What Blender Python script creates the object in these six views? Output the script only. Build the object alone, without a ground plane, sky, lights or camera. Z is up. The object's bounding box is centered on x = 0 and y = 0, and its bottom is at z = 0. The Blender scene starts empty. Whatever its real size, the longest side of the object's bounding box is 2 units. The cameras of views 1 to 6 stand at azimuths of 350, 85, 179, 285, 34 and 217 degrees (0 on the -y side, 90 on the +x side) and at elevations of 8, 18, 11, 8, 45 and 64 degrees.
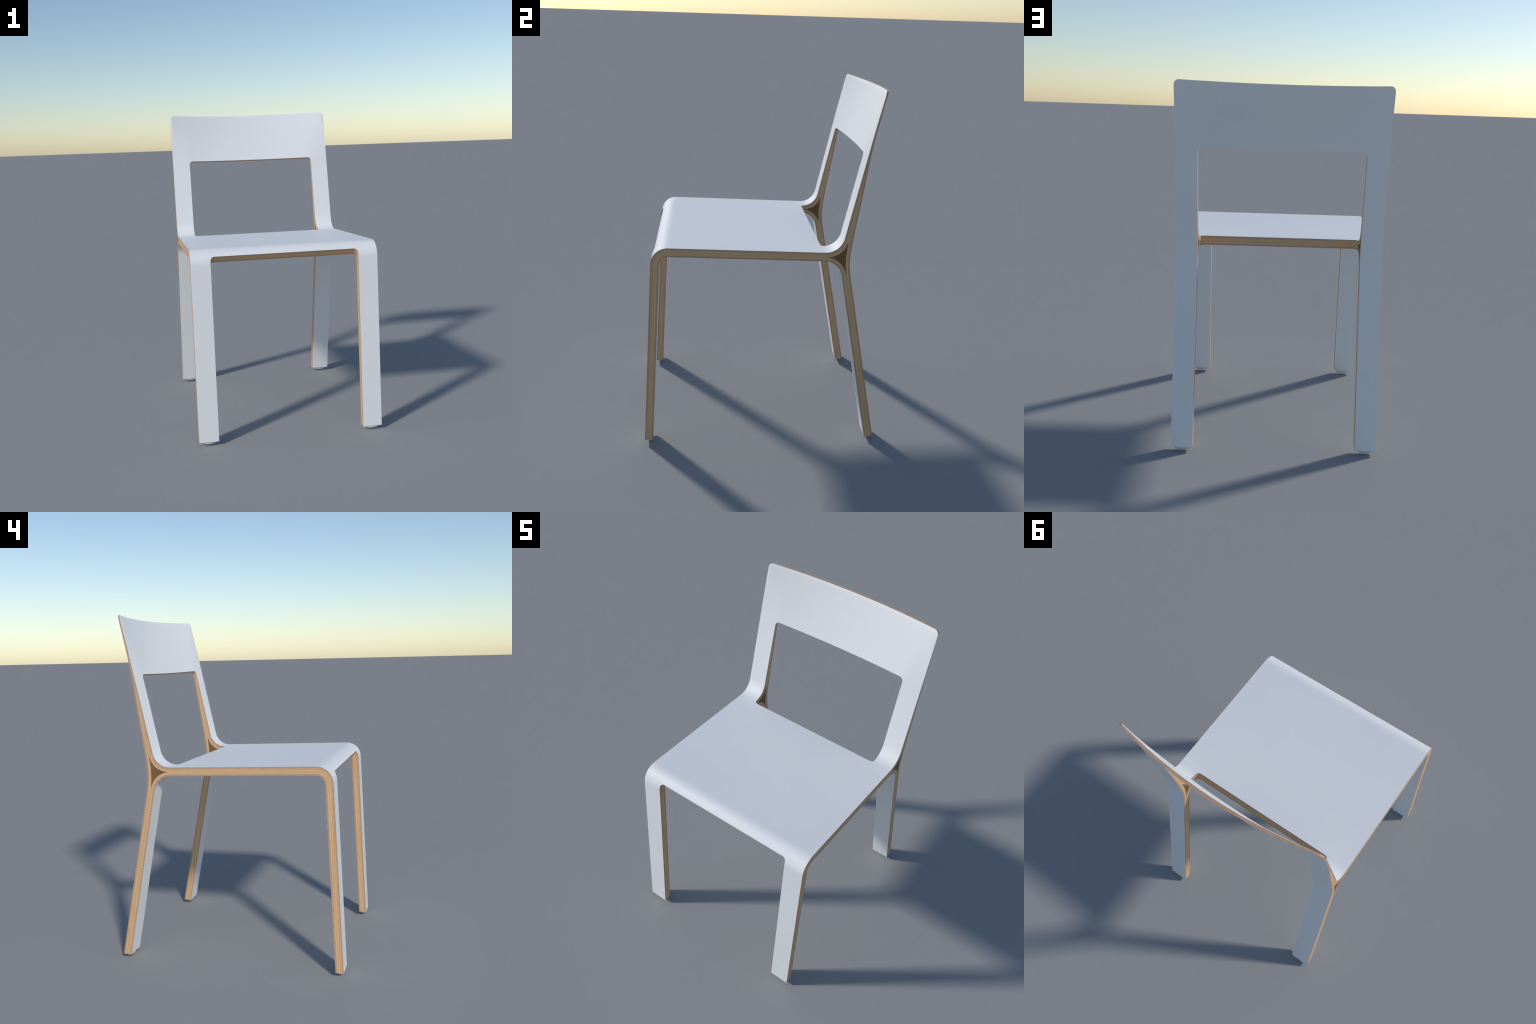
"""Bent-plywood side chair: white laminate faces, exposed plywood edges.

The chair is three laminated sheets seen in side profile (y = depth, z = up):
  top sheet   : front leg -> seat top -> backrest front
  under sheet : front leg back -> seat underside -> rear leg front
  rear sheet  : rear leg back -> backrest back
Where the three part company behind the seat, a dark wood wedge fills the gap.
"""
import bpy, bmesh, math
from mathutils import Vector

# ------------------------------------------------------------------ sizes
HALF_W = 0.5675          # half width of the whole chair
INNER_W = 0.4490         # half width of the openings (leg / stile inner edge)
FOOT_Z = 0.0247          # leg ends, glides fill the rest
PLY = 0.0232             # one sheet = half of the seat thickness
R_CUT = 0.025            # corner radius of the cut-outs
R_TOP = 0.028            # corner radius at the top of the backrest


# ------------------------------------------------------------------ 2D helpers
def V2(y, z):
    return Vector((y, z))


def line_hit(p, d, q, e):
    """intersection of the lines p + s d and q + t e"""
    den = d.x * e.y - d.y * e.x
    s = ((q.x - p.x) * e.y - (q.y - p.y) * e.x) / den
    return p + d * s


def fillet(a, corner, b, r):
    """tangent start, tangent end, centre of an arc of radius r in the corner a-corner-b"""
    u = (a - corner).normalized()
    v = (b - corner).normalized()
    ang = math.acos(max(-1, min(1, u.dot(v))))
    t = r / math.tan(ang / 2)
    c = corner + (u + v).normalized() * (r / math.sin(ang / 2))
    return corner + u * t, corner + v * t, c


def arc(p, q, c, n, warp=None):
    """n+1 points from p to q around c"""
    a0 = math.atan2(p.y - c.y, p.x - c.x)
    a1 = math.atan2(q.y - c.y, q.x - c.x)
    while a1 - a0 > math.pi:
        a1 -= 2 * math.pi
    while a1 - a0 < -math.pi:
        a1 += 2 * math.pi
    r0, r1 = (p - c).length, (q - c).length
    out = []
    for i in range(n + 1):
        t = i / n if warp is None else warp[i]
        a = a0 + (a1 - a0) * t
        r = r0 + (r1 - r0) * t
        out.append(V2(c.x + r * math.cos(a), c.y + r * math.sin(a)))
    return out


def lerp_pts(p, q, ts):
    return [p.lerp(q, t) for t in ts]


def resample(poly, ts):
    """points at the fractions ts of the length of a polyline"""
    L = [0.0]
    for a, b in zip(poly, poly[1:]):
        L.append(L[-1] + (b - a).length)
    out = []
    for t in ts:
        s = t * L[-1]
        k = 0
        while k < len(L) - 2 and L[k + 1] < s:
            k += 1
        f = (s - L[k]) / max(1e-12, L[k + 1] - L[k])
        out.append(poly[k].lerp(poly[k + 1], min(1, max(0, f))))
    return out


def cum(poly):
    L = [0.0]
    for a, b in zip(poly, poly[1:]):
        L.append(L[-1] + (b - a).length)
    return L


def steps(n):
    return [i / n for i in range(n + 1)]


def interp(x, knots):
    """smooth (monotone cubic) interpolation through knots"""
    if x <= knots[0][0]:
        return knots[0][1]
    if x >= knots[-1][0]:
        return knots[-1][1]
    n = len(knots)
    d = [(knots[i + 1][1] - knots[i][1]) / (knots[i + 1][0] - knots[i][0]) for i in range(n - 1)]
    m = [d[0]] + [0 if d[i - 1] * d[i] <= 0 else 2 * d[i - 1] * d[i] / (d[i - 1] + d[i])
                  for i in range(1, n - 1)] + [d[-1]]
    for i in range(n - 1):
        if x <= knots[i + 1][0]:
            h = knots[i + 1][0] - knots[i][0]
            t = (x - knots[i][0]) / h
            return ((2 * t**3 - 3 * t**2 + 1) * knots[i][1] + (t**3 - 2 * t**2 + t) * h * m[i]
                    + (-2 * t**3 + 3 * t**2) * knots[i + 1][1] + (t**3 - t**2) * h * m[i + 1])


# ------------------------------------------------------------------ profile lines
leg_f0, leg_f1 = V2(-0.6570, FOOT_Z), V2(-0.6058, 1.0950)       # front leg, front face
leg_b0, leg_b1 = V2(-0.6110, FOOT_Z), V2(-0.5595, 1.0950)       # front leg, back face
seat_t0, seat_t1 = V2(-0.5150, 1.1706), V2(0.3128, 1.1503)      # seat top
seat_u0, seat_u1 = V2(-0.5150, 1.1224), V2(0.3262, 1.1009)      # seat underside
rear_f0, rear_f1 = V2(0.6076, FOOT_Z), V2(0.4140, 1.0320)       # rear leg, front face
rear_b0, rear_b1 = V2(0.6576, FOOT_Z), V2(0.4624, 1.0284)       # rear leg, back face
back_f0, back_f1 = V2(0.4238, 1.2450), V2(0.5852, 2.0014)       # backrest, front face
stile_b0, stile_b1 = V2(0.4626, 1.1850), V2(0.4720, 1.2500)     # stile, back face above the joint

mid_seat0 = (seat_t0 + seat_u0) / 2
mid_seat1 = (seat_t1 + seat_u1) / 2
back_dir = (back_f1 - back_f0).normalized()
back_nrm = V2(back_dir.y, -back_dir.x)                          # points backwards
BACK_START = 1.2320                                             # height where sheets join again
LEG_START = 1.0250

# ------------------------------------------------------------------ front bend
cT = line_hit(seat_t0, seat_t1 - seat_t0, leg_f0, leg_f1 - leg_f0)
cU = line_hit(seat_u0, seat_u1 - seat_u0, leg_b0, leg_b1 - leg_b0)
T_leg, T_seat, T_c = fillet(leg_f0, cT, seat_t1, 0.0915)
U_leg, U_seat, U_c = fillet(leg_b0, cU, seat_u1, 0.0465)


def arc_frac(p, q, c, elev):
    """fraction of the arc p..q at which it stands elev degrees above the horizontal (front side)"""
    a0 = math.degrees(math.atan2(p.y - c.y, -(p.x - c.x)))
    a1 = math.degrees(math.atan2(q.y - c.y, -(q.x - c.x)))
    return (elev - a0) / (a1 - a0)


openT = arc_frac(T_leg, T_seat, T_c, 33.8)      # where the front opening ends, on both faces
openU = arc_frac(U_leg, U_seat, U_c, 19.5)
N_B0, N_B1 = 14, 14                             # rows below / above the opening edge


def corner_warp(n):
    """row spacing that crowds towards 1, for rounded corners"""
    return [math.sin(math.pi / 2 * i / n) for i in range(n + 1)]


lowT = [openT * w for w in corner_warp(N_B0)]
lowU = [openU * w for w in corner_warp(N_B0)]
upT = [openT + (1 - openT) * t for t in steps(N_B1)]
upU = [openU + (1 - openU) * t for t in steps(N_B1)]

FL = steps(40)
rows_T = lerp_pts(leg_f0, T_leg, FL)[:-1]
rows_U = lerp_pts(leg_b0, U_leg, FL)[:-1]
rows_T += arc(T_leg, T_seat, T_c, N_B0, lowT)[:-1] + arc(T_leg, T_seat, T_c, N_B1, upT)
rows_U += arc(U_leg, U_seat, U_c, N_B0, lowU)[:-1] + arc(U_leg, U_seat, U_c, N_B1, upU)
ROW_OPEN = 40 + N_B0
rows_T += lerp_pts(T_seat, seat_t1, steps(30))[1:]
rows_U += lerp_pts(U_seat, seat_u1, steps(30))[1:]
N_A = len(rows_T)

lenT = cum(rows_T)


def cut_inner(s, r=R_CUT, w=INNER_W):
    """inner half width of an opening, s metres inside its straight edge"""
    if s <= 0:
        return w - r
    if s >= r:
        return w
    return w - r + math.sqrt(r * r - (r - s) ** 2)


xi_A = [cut_inner((lenT[ROW_OPEN] - lenT[k]) * 0.85) if k < ROW_OPEN else INNER_W - R_CUT
        for k in range(N_A)]

# ------------------------------------------------------------------ joint behind the seat
def front_pt(z):
    return back_f0 + back_dir * ((z - back_f0.y) / back_dir.y)


jT_end = front_pt(BACK_START)
mid_back = jT_end + back_nrm * PLY
cJ = line_hit(seat_t0, seat_t1 - seat_t0, back_f0, back_dir)
a, b, c = fillet(seat_t0, cJ, back_f1, 0.1000)
T_joint = [seat_t1] + [p for p in arc(a, b, c, 60) if p.x > seat_t1.x + 0.001] + [jT_end]

mid_dir = back_dir
cM = line_hit(mid_seat0, mid_seat1 - mid_seat0, mid_back, mid_dir)
a, b, c = fillet(mid_seat0, cM, mid_back + mid_dir, 0.1060)
T_in = [mid_seat1] + [p for p in arc(a, b, c, 60) if p.x > mid_seat1.x + 0.001] + [mid_back]

rear_mid = lambda z: (rear_f0.lerp(rear_f1, (z - rear_f0.y) / (rear_f1.y - rear_f0.y))
                      + rear_b0.lerp(rear_b1, (z - rear_b0.y) / (rear_b1.y - rear_b0.y))) / 2
rear_front = lambda z: rear_f0.lerp(rear_f1, (z - rear_f0.y) / (rear_f1.y - rear_f0.y))
rear_back = lambda z: rear_b0.lerp(rear_b1, (z - rear_b0.y) / (rear_b1.y - rear_b0.y))
mid_leg = rear_mid(LEG_START)
jU_end = rear_front(LEG_START - 0.006)
cK = line_hit(seat_u0, seat_u1 - seat_u0, rear_f0, rear_f1 - rear_f0)
a, b, c = fillet(seat_u0, cK, rear_f0, 0.1000)
U_joint = [seat_u1] + [p for p in arc(a, b, c, 60) if p.x > seat_u1.x + 0.001] + [jU_end]
cL = line_hit(mid_seat0, mid_seat1 - mid_seat0, mid_leg, rear_f0 - rear_f1)
a, b, c = fillet(mid_seat0, cL, mid_leg + (rear_f0 - rear_f1), 0.1240)
U_in = [mid_seat1] + [p for p in arc(a, b, c, 60) if p.x > mid_seat1.x + 0.001] + [mid_leg]

# rear sheet: rear leg back -> gentle bend -> stile back
jR0 = rear_back(LEG_START + 0.006)
mid_to_R = 0.0232
jR1 = mid_back + back_nrm * mid_to_R
cR = line_hit(rear_b0, rear_b1 - rear_b0, stile_b0, stile_b1 - stile_b0)
a, b, c = fillet(rear_b0, cR, stile_b1, 0.49)
R_joint = [p for p in [rear_back(1.0)] + arc(a, b, c, 40) + [stile_b0, stile_b1]]
R_joint = [jR0] + [p for p in R_joint if jR0.y + 0.004 < p.y < jR1.y - 0.004] + [jR1]
N_J = 36
js = steps(N_J)
warp_open = [t ** 1.35 for t in js]                   # crowd rows near the seat's rear edge
B_T, B_I = resample(T_joint, warp_open), resample(T_in, warp_open)
C_U, C_I = resample(U_joint, warp_open), resample(U_in, warp_open)
D_R = resample(R_joint, js)


def sheet_offset(poly, d0):
    out = []
    for i, p in enumerate(poly):
        t = (poly[min(i + 1, len(poly) - 1)] - poly[max(i - 1, 0)]).normalized()
        out.append(p + V2(-t.y, t.x) * d0)
    return out


D_I = sheet_offset(D_R, PLY)
D_I = [p + (mid_leg - D_I[0]) * (1 - t) ** 3 * 1.0 + (mid_back - D_I[-1]) * t ** 3
       for p, t in zip(D_I, js)]
D_I = [mid_back + back_dir * ((p.y - mid_back.y) / back_dir.y) if p.y > 1.209 else p for p in D_I]
D_I[0], D_I[-1] = mid_leg, mid_back

# ------------------------------------------------------------------ backrest
OPEN_Z = 1.6702                       # front edge of the rail above the back opening
TOP_S = (back_f1 - jT_end).length     # distance along the front face
OPEN_S = (front_pt(OPEN_Z) - jT_end).length
N_S, N_C, N_R, N_T = 26, 10, 22, 10
s_rows = [(OPEN_S - R_CUT) * t for t in steps(N_S)]
s_rows += [OPEN_S - R_CUT + R_CUT * w for w in corner_warp(N_C)[1:]]
ROW_RAIL = len(s_rows) - 1
s_rows += [OPEN_S + (TOP_S - R_TOP - OPEN_S) * t for t in steps(N_R)[1:]]
s_rows += [TOP_S - R_TOP + R_TOP * w for w in corner_warp(N_T)[1:]]
N_F = len(s_rows)
xi_F = [cut_inner(OPEN_S - s) if i < ROW_RAIL else INNER_W - R_CUT for i, s in enumerate(s_rows)]
xo_F = [HALF_W if s < TOP_S - R_TOP else
        HALF_W - R_TOP + math.sqrt(max(0, R_TOP ** 2 - (s - TOP_S + R_TOP) ** 2)) for s in s_rows]

T_OUT = [(BACK_START, 0.0478), (1.25, 0.0461), (1.50, 0.0289), (1.63, 0.0184), (1.72, 0.0131),
         (1.82, 0.0112), (2.0, 0.0110)]
T_IN = [(BACK_START, 0.0478), (1.25, 0.0463), (1.50, 0.0338), (1.67, 0.0252), (1.85, 0.0200), (2.0, 0.0174)]
z_of = lambda s: jT_end.y + back_dir.y * s


def thickness(x, s):
    """the backrest thins upwards, and towards its outer edges"""
    z = z_of(s)
    if s <= 0:
        return 2 * PLY
    to, ti = interp(z, T_OUT), interp(z, T_IN)
    k = max(0.0, (abs(x) - 0.40) / (HALF_W - 0.40))
    t = (ti + (to - ti) * min(1, k) ** 1.3) * 0.978
    low = max(0.0, 1 - abs(s - OPEN_S) / (TOP_S - OPEN_S))
    t -= 0.0040 * low * max(0.0, 1 - (x / INNER_W) ** 2)      # the rail is thinner at mid span
    f = min(1, s / 0.03)
    return 2 * PLY * (1 - f) + t * f


def bulge(x, s):
    """the rail is hollowed backwards between the stiles; the hollow widens upwards"""
    if s < OPEN_S - 0.06:
        return 0.0
    tau = max(0.0, (s - OPEN_S) / (TOP_S - OPEN_S))
    def hollow(reach, depth, soft):
        u = 1 - (x / reach) ** 2                         # parabola, fading softly into the stiles
        return depth * (u + math.sqrt(u * u + soft)) / 2

    depth = 0.0195 + (0.0580 - 0.0195) * tau
    # partly a widening hollow, partly a blend of the narrow lower and the wide upper one
    widening = hollow(INNER_W + (HALF_W - INNER_W) * tau ** 1.6, depth, 0.0016 + 0.02 * tau * (1 - tau))
    ease = tau
    blended = hollow(INNER_W, 0.0195, 0.002) * (1 - ease) + hollow(HALF_W, 0.0580, 0.0004) * ease
    return 0.2 * widening + 0.8 * blended


def rim(x, s):
    """the front face is eased off towards the rim at the top of the backrest"""
    fade = min(1.0, max(0.0, (z_of(s) - 1.80) / 0.16))
    a = max(0.0, 1 - (TOP_S - s) / 0.018)
    b = max(0.0, 1 - (HALF_W - abs(x)) / 0.018)
    return fade * 0.0022 * min(1.0, math.hypot(a, b)) ** 2


# ------------------------------------------------------------------ plies
OUTER = 0.0086                         # the reddish outer plies of each sheet
REDS = [0.0, 0.52, 1.0]          # their glue lines
GOLD = [0.22, 0.45, 0.72, 1.0]         # paler inner plies


def ply_fracs(half):
    o = min(OUTER, 0.95 * half) / half
    return [r * o for r in REDS] + [o + g * (1 - o) for g in GOLD]


RED_N = len(REDS) - 1
M = len(REDS) + len(GOLD) - 1          # plies per sheet
# material slots
WHITE, RED_D, RED_L, TAN, HONEY, HONEY_D = range(6)
SHEET = [RED_D, RED_L, HONEY_D, TAN, HONEY, HONEY_D]          # from the face inwards
SHEET_TOP = [RED_D, RED_L, HONEY_D, HONEY, HONEY_D, TAN]      # the seat-side sheet is more even


class Builder:
    def __init__(self):
        self.bm = bmesh.new()
        self.part = self.bm.faces.layers.int.new("part")

    def shell(self, layers, nrow, xcols, cell, pos, strip_mats, part_of, skip_faces=(), open_rows=()):
        """layers: number of surfaces across the thickness; xcols[row] -> x list;
        cell(r, c) -> bool; pos(layer, r, x) -> (y, z)."""
        V = {}

        def v(l, r, c):
            k = (l, r, c)
            if k not in V:
                x = xcols[r][c]
                p = pos(l, r, x)
                V[k] = self.bm.verts.new((x, p.x, p.y))
            return V[k]

        def face(vs, mat, part):
            try:
                f = self.bm.faces.new(vs)
            except ValueError:
                return
            f.material_index = mat
            f[self.part] = part
            f.smooth = True

        nc = len(xcols[0]) - 1
        ok = lambda r, c: 0 <= r < nrow - 1 and 0 <= c < nc and cell(r, c)
        last = layers - 1
        for r in range(nrow - 1):
            for c in range(nc):
                if not ok(r, c):
                    continue
                pt = part_of(r, c, xcols[r][c] + xcols[r][c + 1])
                if 0 not in skip_faces:
                    face([v(0, r, c), v(0, r, c + 1), v(0, r + 1, c + 1), v(0, r + 1, c)], WHITE, pt)
                if last not in skip_faces:
                    face([v(last, r + 1, c), v(last, r + 1, c + 1), v(last, r, c + 1), v(last, r, c)], WHITE, pt)
                for dr, dc, e in ((0, -1, ((r + 1, c), (r, c))), (0, 1, ((r, c + 1), (r + 1, c + 1))),
                                  (-1, 0, ((r, c), (r, c + 1))), (1, 0, ((r + 1, c + 1), (r + 1, c)))):
                    if ok(r + dr, c + dc):
                        continue
                    if dr == -1 and r == 0 and 0 in open_rows:
                        continue
                    if dr == 1 and r == nrow - 2 and 1 in open_rows:
                        continue
                    (r0, c0), (r1, c1) = e
                    for l in range(last):
                        face([v(l, r1, c1), v(l, r0, c0), v(l + 1, r0, c0), v(l + 1, r1, c1)],
                             strip_mats[l], pt)


def columns(xi, xo, n_mid, n_side):
    """x positions: side band, middle, side band; index ranges stay equal for every row"""
    side = [xi + (xo - xi) * (1 - (1 - t) ** 1.7) for t in steps(n_side)]
    mid = [-xi + 2 * xi * t for t in steps(n_mid)][1:-1]
    return [-x for x in reversed(side)] + mid + side


N_MID, N_SIDE = 36, 12
is_side = lambda c: c < N_SIDE or c >= N_SIDE + N_MID

SEAT, LEG_FL, LEG_FR, LEG_RL, LEG_RR, BACK = range(6)
bld = Builder()


def between(p, q, fr):
    return p.lerp(q, fr)


def layer_solid(l, p, q, half_fracs, m=M):
    """layer l of a double sheet between faces p and q"""
    if l <= m:
        return p.lerp(q, half_fracs[l] / 2)
    return q.lerp(p, half_fracs[2 * m - l] / 2)


FR = ply_fracs(PLY)

# A: front legs and seat
bld.shell(2 * M + 1, N_A, [columns(xi_A[r], HALF_W, N_MID, N_SIDE) for r in range(N_A)],
          lambda r, c: is_side(c) or r >= ROW_OPEN,
          lambda l, r, x: layer_solid(l, rows_T[r], rows_U[r], FR),
          SHEET_TOP + SHEET[::-1],
          lambda r, c, x: SEAT if r >= ROW_OPEN else (LEG_FL if x < 0 else LEG_FR),
          open_rows=(1,))
# note: open_rows leaves the seat's rear edge open, so close its middle as a band of plies
rear_cols = columns(xi_A[-1], HALF_W, N_MID, N_SIDE)
bm = bld.bm
for c in range(N_SIDE, N_SIDE + N_MID):
    for l in range(2 * M):
        p0 = layer_solid(l, rows_T[-1], rows_U[-1], FR)
        p1 = layer_solid(l + 1, rows_T[-1], rows_U[-1], FR)
        xa, xb = rear_cols[c], rear_cols[c + 1]
        f = bm.faces.new([bm.verts.new((xb, p0.x, p0.y)), bm.verts.new((xa, p0.x, p0.y)),
                          bm.verts.new((xa, p1.x, p1.y)), bm.verts.new((xb, p1.x, p1.y))])
        f.material_index = (SHEET_TOP + SHEET[::-1])[l]
        f[bld.part] = SEAT
        f.smooth = True

# B: top sheet curving up into the stiles; C: under sheet curving down; D: rear sheet
sB, sC = cum(B_T), cum(C_U)
cut_cols = lambda s: columns(cut_inner(s), HALF_W, N_MID, N_SIDE)
side_only = lambda r, c: is_side(c)
bld.shell(M + 1, N_J + 1, [cut_cols(s) for s in sB], side_only,
          lambda l, r, x: B_T[r].lerp(B_I[r], FR[l]), SHEET_TOP,
          lambda r, c, x: BACK, skip_faces=(M,), open_rows=(0, 1))
bld.shell(M + 1, N_J + 1, [cut_cols(s) for s in sC], side_only,
          lambda l, r, x: C_U[r].lerp(C_I[r], FR[l]), SHEET,
          lambda r, c, x: LEG_RL if x < 0 else LEG_RR, skip_faces=(M,), open_rows=(0, 1))
SPLIT_R = min(range(N_J), key=lambda i: abs(D_R[i].y - 1.095))
bld.shell(M + 1, N_J + 1, [columns(INNER_W, HALF_W, N_MID, N_SIDE)] * (N_J + 1), side_only,
          lambda l, r, x: D_R[r].lerp(D_I[r], FR[l]), SHEET,
          lambda r, c, x: BACK if r >= SPLIT_R else (LEG_RL if x < 0 else LEG_RR),
          skip_faces=(M,), open_rows=(0, 1))

# E: rear legs
N_E = 41
E_f = lerp_pts(C_U[-1], rear_f0, steps(N_E - 1))
E_b = lerp_pts(D_R[0], rear_b0, steps(N_E - 1))


def rear_layer(l, r, x):
    m = mid_leg if r == 0 else (E_f[r] + E_b[r]) / 2
    return E_f[r].lerp(m, FR[l]) if l <= M else E_b[r].lerp(m, FR[2 * M - l])


bld.shell(2 * M + 1, N_E, [columns(INNER_W, HALF_W, N_MID, N_SIDE)] * N_E, side_only, rear_layer,
          SHEET + SHEET[::-1], lambda r, c, x: LEG_RL if x < 0 else LEG_RR, open_rows=(0,))


# F: backrest with stiles and rail
def back_layer(l, r, x):
    s = s_rows[r]
    p = jT_end + back_dir * s + back_nrm * bulge(x, s)
    t = thickness(x, s)
    off = rim(x, s)
    p = p + back_nrm * off
    t -= off
    fr = ply_fracs(t / 2)
    f = fr[l] / 2 if l <= M else 1 - fr[2 * M - l] / 2
    # the lower edge of the rail is cut at a slant
    slant = 0.0034 * max(0.0, 1 - abs(s - OPEN_S) / 0.08)
    # and the top edge is nearly level
    slant -= 0.20 * t * max(0.0, 1 - (TOP_S - s) / 0.05)
    return p + back_nrm * (t * f) - back_dir * (slant * f)


bld.shell(2 * M + 1, N_F, [columns(xi_F[r], xo_F[r], N_MID, N_SIDE) for r in range(N_F)],
          lambda r, c: is_side(c) or r >= ROW_RAIL, back_layer, SHEET_TOP + SHEET[::-1],
          lambda r, c, x: BACK, open_rows=(0,))

bmesh.ops.remove_doubles(bm, verts=bm.verts, dist=2e-6)
bmesh.ops.recalc_face_normals(bm, faces=bm.faces)
body = bpy.data.meshes.new("chair_body")
part_ids = [f[bld.part] for f in bm.faces]
for e in bm.edges:
    e.smooth = not (len(e.link_faces) == 2 and e.calc_face_angle(0) > math.radians(32))
bm.to_mesh(body)
bm.free()
corner_normals = [Vector(n.vector) for n in body.corner_normals]


# ------------------------------------------------------------------ materials
def new_mat(name):
    m = bpy.data.materials.new(name)
    m.use_nodes = True
    nt = m.node_tree
    return m, nt, nt.nodes["Principled BSDF"]


def laminate():
    m, nt, bs = new_mat("white_laminate")
    tc = nt.nodes.new("ShaderNodeTexCoord")
    no = nt.nodes.new("ShaderNodeTexNoise")
    no.inputs["Scale"].default_value = 3.0
    no.inputs["Detail"].default_value = 3.0
    nt.links.new(tc.outputs["Object"], no.inputs["Vector"])
    ramp = nt.nodes.new("ShaderNodeValToRGB")
    ramp.color_ramp.elements[0].color = (*WHITE_RGB[0], 1)
    ramp.color_ramp.elements[1].color = (*WHITE_RGB[1], 1)
    ramp.color_ramp.elements[0].position, ramp.color_ramp.elements[1].position = 0.3, 0.7
    nt.links.new(no.outputs["Fac"], ramp.inputs["Fac"])
    nt.links.new(ramp.outputs["Color"], bs.inputs["Base Color"])
    bs.inputs["Roughness"].default_value = 0.5
    bs.inputs["Specular IOR Level"].default_value = 0.5
    return m


def wood(name, rgb, dark, streak, freq, band=None, spin=0.0):
    """veneer colour with fine streaks; streak = axis-wise frequency of the grain,
    band = (axis, period, lean in degrees) of the oblique streaks of the outer plies"""
    m, nt, bs = new_mat(name)
    tc = nt.nodes.new("ShaderNodeTexCoord")
    rot = nt.nodes.new("ShaderNodeMapping")
    rot.inputs["Rotation"].default_value = (spin, 0, 0)
    nt.links.new(tc.outputs["Object"], rot.inputs["Vector"])
    mp = nt.nodes.new("ShaderNodeMapping")
    mp.inputs["Scale"].default_value = streak
    nt.links.new(rot.outputs["Vector"], mp.inputs["Vector"])
    no = nt.nodes.new("ShaderNodeTexNoise")
    no.inputs["Scale"].default_value = freq
    no.inputs["Detail"].default_value = 2.0
    no.inputs["Roughness"].default_value = 0.6
    nt.links.new(mp.outputs["Vector"], no.inputs["Vector"])
    fac = no.outputs["Fac"]
    if band:
        axis, period, lean = band
        tilt = nt.nodes.new("ShaderNodeMapping")
        tilt.inputs["Rotation"].default_value = (math.radians(lean), 0, 0)
        nt.links.new(tc.outputs["Object"], tilt.inputs["Vector"])
        wv = nt.nodes.new("ShaderNodeTexWave")
        wv.wave_type = "BANDS"
        wv.bands_direction = axis
        wv.inputs["Scale"].default_value = 0.31416 / period
        wv.inputs["Distortion"].default_value = 0.0
        nt.links.new(tilt.outputs["Vector"], wv.inputs["Vector"])
        mx = nt.nodes.new("ShaderNodeMix")
        mx.data_type = "FLOAT"
        mx.inputs["Factor"].default_value = 0.8
        nt.links.new(no.outputs["Fac"], mx.inputs["A"])
        nt.links.new(wv.outputs["Fac"], mx.inputs["B"])
        fac = mx.outputs["Result"]
    ramp = nt.nodes.new("ShaderNodeValToRGB")
    e = ramp.color_ramp.elements
    e[0].color, e[1].color = (*dark, 1), (*rgb, 1)
    e[0].position, e[1].position = (0.15, 0.85) if band else (0.36, 0.62)
    nt.links.new(fac, ramp.inputs["Fac"])
    nt.links.new(ramp.outputs["Color"], bs.inputs["Base Color"])
    bs.inputs["Roughness"].default_value = 0.55
    bs.inputs["Specular IOR Level"].default_value = 0.3
    return m


WHITE_RGB = ((0.818, 0.820, 0.826), (0.830, 0.832, 0.836))
COL = {  # light, dark
    "red_ply": ((0.590, 0.405, 0.280), (0.420, 0.235, 0.148)),
    "pale_red_ply": ((0.600, 0.415, 0.290), (0.450, 0.262, 0.168)),
    "tan_ply": ((0.765, 0.500, 0.298), (0.700, 0.448, 0.253)),
    "honey_ply": ((0.718, 0.455, 0.240), (0.650, 0.402, 0.198)),
    "dark_honey_ply": ((0.680, 0.425, 0.210), (0.605, 0.368, 0.172)),
}
white = laminate()


def ply_set(kind, streak, band):
    return [white] + [wood(k + "_" + kind, *COL[k], streak, 330.0 if "red" in k else 150.0,
                           band if "red" in k else None) for k in COL]


RUN_UP, RUN_LEVEL = (0.01, 1.0, 0.012), (0.01, 0.012, 1.0)   # grain along legs / along the seat
seat_plies = ply_set("seat", RUN_LEVEL, ("Z", 0.0055, -2.8))
front_plies = ply_set("front", RUN_UP, ("Y", 0.0065, -5.0))
rear_plies = ply_set("rear", RUN_UP, ("Y", 0.0105, 24.0))
back_plies = ply_set("back", RUN_UP, ("Y", 0.0075, -27.0))
wedge_mats = {sg: wood("wedge_wood", (0.245, 0.134, 0.060), (0.178, 0.092, 0.038), (0.05, 0.06, 1.0), 130.0,
                       None, sg * math.radians(35)) for sg in (-1, 1)}
glide_mat, _, gb = new_mat("pale_plastic")
gb.inputs["Base Color"].default_value = (0.70, 0.71, 0.72, 1)
gb.inputs["Roughness"].default_value = 0.4

# ------------------------------------------------------------------ objects
root = bpy.data.objects.new("chair", None)
bpy.context.collection.objects.link(root)
root.empty_display_size = 0.2
root["label"] = "white bent plywood side chair with exposed wood edges"
root["category"] = "chair"


def add_object(name, mesh, parent=root):
    o = bpy.data.objects.new(name, mesh)
    o.parent = parent
    bpy.context.collection.objects.link(o)
    return o


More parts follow.
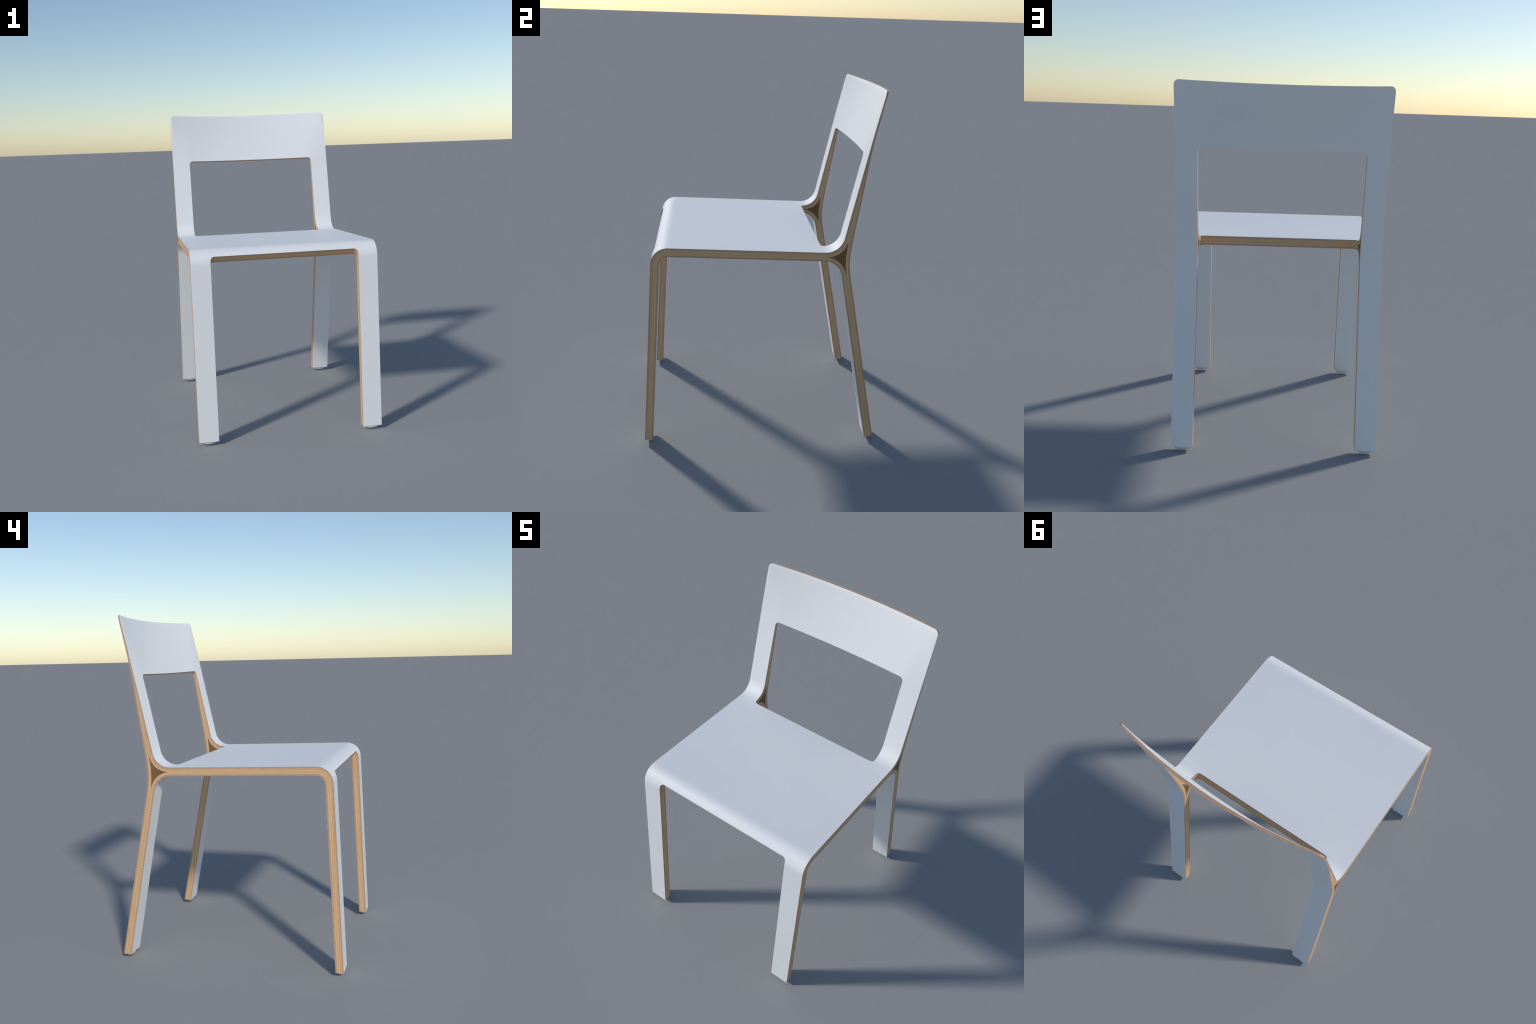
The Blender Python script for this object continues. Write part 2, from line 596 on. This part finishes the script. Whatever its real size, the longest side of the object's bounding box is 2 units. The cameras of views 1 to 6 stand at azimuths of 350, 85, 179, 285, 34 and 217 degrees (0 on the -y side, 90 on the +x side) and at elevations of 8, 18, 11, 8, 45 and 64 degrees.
def split_part(pid, name, mats):
    """the faces of one region as a mesh of its own, keeping the whole body's normals"""
    polys = [p for p in body.polygons if part_ids[p.index] == pid]
    vmap, verts, faces, mi, norms = {}, [], [], [], []
    for p in polys:
        idx = []
        for li in p.loop_indices:
            vi = body.loops[li].vertex_index
            if vi not in vmap:
                vmap[vi] = len(verts)
                verts.append(body.vertices[vi].co.copy())
            idx.append(vmap[vi])
            norms.append(corner_normals[li])
        faces.append(idx)
        mi.append(p.material_index)
    me = bpy.data.meshes.new(name)
    me.from_pydata(verts, [], faces)
    for m in mats:
        me.materials.append(m)
    me.polygons.foreach_set("material_index", mi)
    me.polygons.foreach_set("use_smooth", [True] * len(faces))
    me.update()
    me.normals_split_custom_set(norms)
    return add_object(name, me)


seat = split_part(SEAT, "seat", seat_plies)
legs = [split_part(pid, "leg", mats) for pid, mats in ((LEG_FL, front_plies), (LEG_FR, front_plies),
                                                      (LEG_RL, rear_plies), (LEG_RR, rear_plies))]
backrest = split_part(BACK, "backrest", back_plies)


# wedges that fill the gap between the three sheets
def make_wedge(sign):
    b = bmesh.new()
    prof = B_I[1:] + D_I[::-1][1:] + C_I[::-1][1:]
    # tidy: drop doubled points
    pts = []
    for p in prof:
        if not pts or (p - pts[-1]).length > 5e-4:
            pts.append(p)
    x0, x1 = sign * (INNER_W + 0.001), sign * (HALF_W - 0.001)
    va = [b.verts.new((x0, p.x, p.y)) for p in pts]
    vb = [b.verts.new((x1, p.x, p.y)) for p in pts]
    b.faces.new(va)
    b.faces.new(vb[::-1])
    n = len(pts)
    for i in range(n):
        j = (i + 1) % n
        b.faces.new((va[j], va[i], vb[i], vb[j]))
    bmesh.ops.recalc_face_normals(b, faces=b.faces)
    bmesh.ops.triangulate(b, faces=[f for f in b.faces if len(f.verts) > 4])
    me = bpy.data.meshes.new("wedge")
    b.to_mesh(me)
    b.free()
    me.materials.append(wedge_mats[sign])
    return add_object("wedge", me)


wedges = [make_wedge(s) for s in (-1, 1)]


# floor glides: shallow oval buttons
def glide_mesh():
    b = bmesh.new()
    n = 40
    prof = [(1.0, FOOT_Z + 0.001), (1.0, 0.0205), (0.98, 0.0165), (0.93, 0.0125), (0.84, 0.0095),
            (0.70, 0.0074), (0.55, 0.0064), (0.40, 0.0060)]
    rings = []
    for k, z in prof:
        rings.append([b.verts.new((0.047 * k * math.cos(2 * math.pi * i / n),
                                   0.0190 * k * math.sin(2 * math.pi * i / n), z)) for i in range(n)])
    for r0, r1 in zip(rings, rings[1:]):
        for i in range(n):
            j = (i + 1) % n
            f = b.faces.new((r0[i], r1[i], r1[j], r0[j]))
            f.smooth = True
    b.faces.new(rings[0])
    b.faces.new(rings[-1][::-1])
    bmesh.ops.recalc_face_normals(b, faces=b.faces)
    me = bpy.data.meshes.new("glide")
    b.to_mesh(me)
    b.free()
    me.materials.append(glide_mat)
    return me


gm = glide_mesh()
xg = (INNER_W + HALF_W) / 2
spots = [(-xg, (leg_f0.x + leg_b0.x) / 2), (xg, (leg_f0.x + leg_b0.x) / 2),
         (-xg, (rear_f0.x + rear_b0.x) / 2), (xg, (rear_f0.x + rear_b0.x) / 2)]
for leg, (gx, gy) in zip(legs, spots):
    g = add_object("glide", gm, leg)
    g.location = (gx, gy, 0)

bpy.data.meshes.remove(body)
